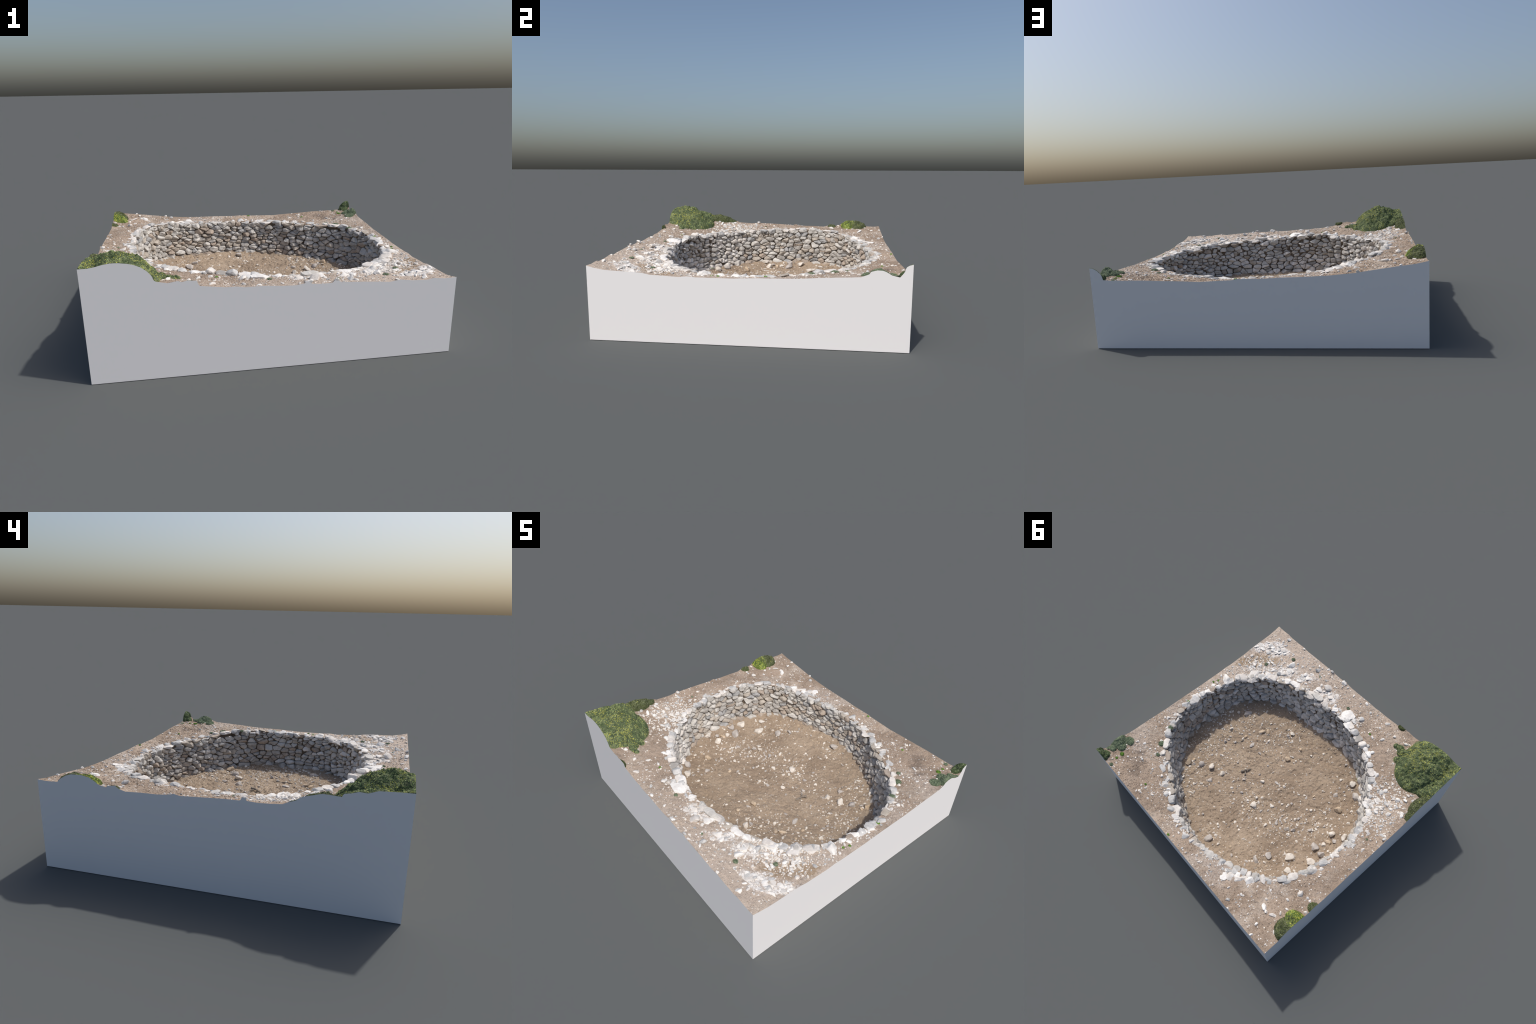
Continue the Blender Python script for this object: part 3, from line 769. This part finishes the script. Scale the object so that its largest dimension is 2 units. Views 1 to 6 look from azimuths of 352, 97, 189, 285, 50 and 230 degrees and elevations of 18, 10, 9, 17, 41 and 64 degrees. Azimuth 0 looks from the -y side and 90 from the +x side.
def bush(key, green, density, flower):
    lobes = BUSHES[key]
    lx0, lx1 = max(-HX, min(l[0] - l[2] for l in lobes) - .012), min(HX, max(l[0] + l[2] for l in lobes) + .012)
    ly0, ly1 = max(-HY, min(l[1] - l[3] for l in lobes) - .012), min(HY, max(l[1] + l[3] for l in lobes) + .012)
    n1, n2 = int((lx1 - lx0) / .0035) + 1, int((ly1 - ly0) / .0035) + 1
    X, Y = np.meshgrid(np.linspace(lx0, lx1, n1), np.linspace(ly0, ly1, n2), indexing="ij")
    g, t, _ = surface(X.ravel(), Y.ravel())
    mine = lobe_height(X.ravel(), Y.ravel(), lobes)
    z = np.where(mine > 0, np.maximum(t, g + .001), g - .008)
    fcs = grid_faces(n1, n2, False)
    fcs = fcs[(mine[fcs] > 0).any(1)][:, ::-1]
    used = np.unique(fcs)
    remap = np.full(len(z), -1)
    remap[used] = np.arange(len(used))
    V = np.stack([X.ravel(), Y.ravel(), z], -1)
    o = add("bush", make_mesh("bush", V[used], remap[fcs], [GREEN[green]]), ROOT)
    # foliage
    A, B, C = V[fcs[:, 0]], V[fcs[:, 1]], V[fcs[:, 3]]
    nrm = np.cross(B - A, C - A)
    area = np.linalg.norm(nrm, axis=1)
    nrm = nrm / area[:, None]
    n = int(area.sum() * density)
    pick = RNG.choice(len(fcs), n, p=area / area.sum())
    r1, r2 = RNG.random((n, 1)), RNG.random((n, 1))
    r1, r2 = np.where(r1 + r2 > 1, 1 - r1, r1), np.where(r1 + r2 > 1, 1 - r2, r2)
    P = A[pick] + r1 * (B - A)[pick] + r2 * (C - A)[pick] + nrm[pick] * .001
    clump = fbm(P * 20, 3, 71)
    fine = fbm(P * 55, 2, 75)
    v_ = clump + .6 * fine + RNG.normal(0, .35, n)
    tone = np.where(v_ < -.12, 1, np.where(v_ > .62, 3, 0))
    yl = RNG.random(n) < flower * np.clip(.30 + 1.5 * fbm(P * 13, 2, 79) + .9 * fine, 0, 1.4)
    tone = np.where(yl, 2, tone)
    leaves(o, "foliage", P, nrm[pick], RNG.uniform(.005, .011, n) * np.where(yl, .75, 1), [LEAF[green], LEAF_DARK[green], FLOWER, LEAF_LIGHT[green]], tone)
    return o
bush("big", "flowering", 26000, .45)
bush("edge", "dull", 26000, .04)
bush("yellow", "bright", 30000, .6)
bush("dull", "dull", 26000, .05)
bush("low", "dull", 16000, 0)
bush("corner", "leafy", 26000, 0)
bush("grey", "grey", 26000, 0)
bush("front_tuft", "dull", 9000, 0)

# small plants: x, y, width, tone
PLANTS = [(.83, .38, .050, "grey"), (.76, .52, .055, "grey"), (.70, .60, .034, "grey"), (.935, .12, .026, "grass"), (.79, -.61, .034, "grey"), (.65, -.80, .036, "grey"), (-.02, -.79, .030, "grey"), (-.31, -.74, .018, "grass"), (.10, .93, .02, "grass"), (.88, .81, .036, "grass"), (.88, .86, .022, "grass"), (.86, .925, .032, "grey"), (.955, -.16, .017, "grass"), (.94, -.20, .017, "grass"), (.74, .47, .03, "grey"), (.79, .45, .024, "dark"), (.36, -.84, .018, "grey"), (-.90, -.10, .018, "grey"), (.55, .82, .016, "grass")]
for x, y, w, tone in PLANTS:
    z = float(ground_z(x, y)[0])
    w *= .85
    v, f = rock_shape(RNG, (w, w * RNG.uniform(.7, 1), w * .3), 3, 6, .16, .3)
    o = add("small_plant", make_mesh("small_plant", keep_inside(turn(v, RNG.uniform(0, 6)) + (x, y, z + w * .08)) - (x, y, z), f, [GREEN[tone]]), ROOT, (x, y, z))
    nn = int(26 + w * 2600)
    u = RNG.normal(size=(nn, 3))
    u[:, 2] = np.abs(u[:, 2])
    u /= np.linalg.norm(u, axis=1)[:, None]
    P = u * (w * .58, w * .5, w * .2) + (0, 0, w * .08)
    P += (x, y, z)
    leaves(o, "leaf", P - 0, u, RNG.uniform(.005, .010, nn), [LEAF[tone], LEAF_DARK[tone]], RNG.integers(0, 2, nn))
    o.children[0].matrix_parent_inverse.translation = (-x, -y, -z)
x, y = -.45, -.53
z = fz(x, y)
n = 60
P = np.stack([x + RNG.normal(0, .012, n), y + RNG.normal(0, .012, n), z + RNG.uniform(0, .012, n)], -1)
leaves(floor, "leaf", P, np.tile((0, 0, 1.0), (n, 1)), RNG.uniform(.005, .01, n), [LEAF["grass"], LEAF_DARK["grass"]], RNG.integers(0, 2, n))
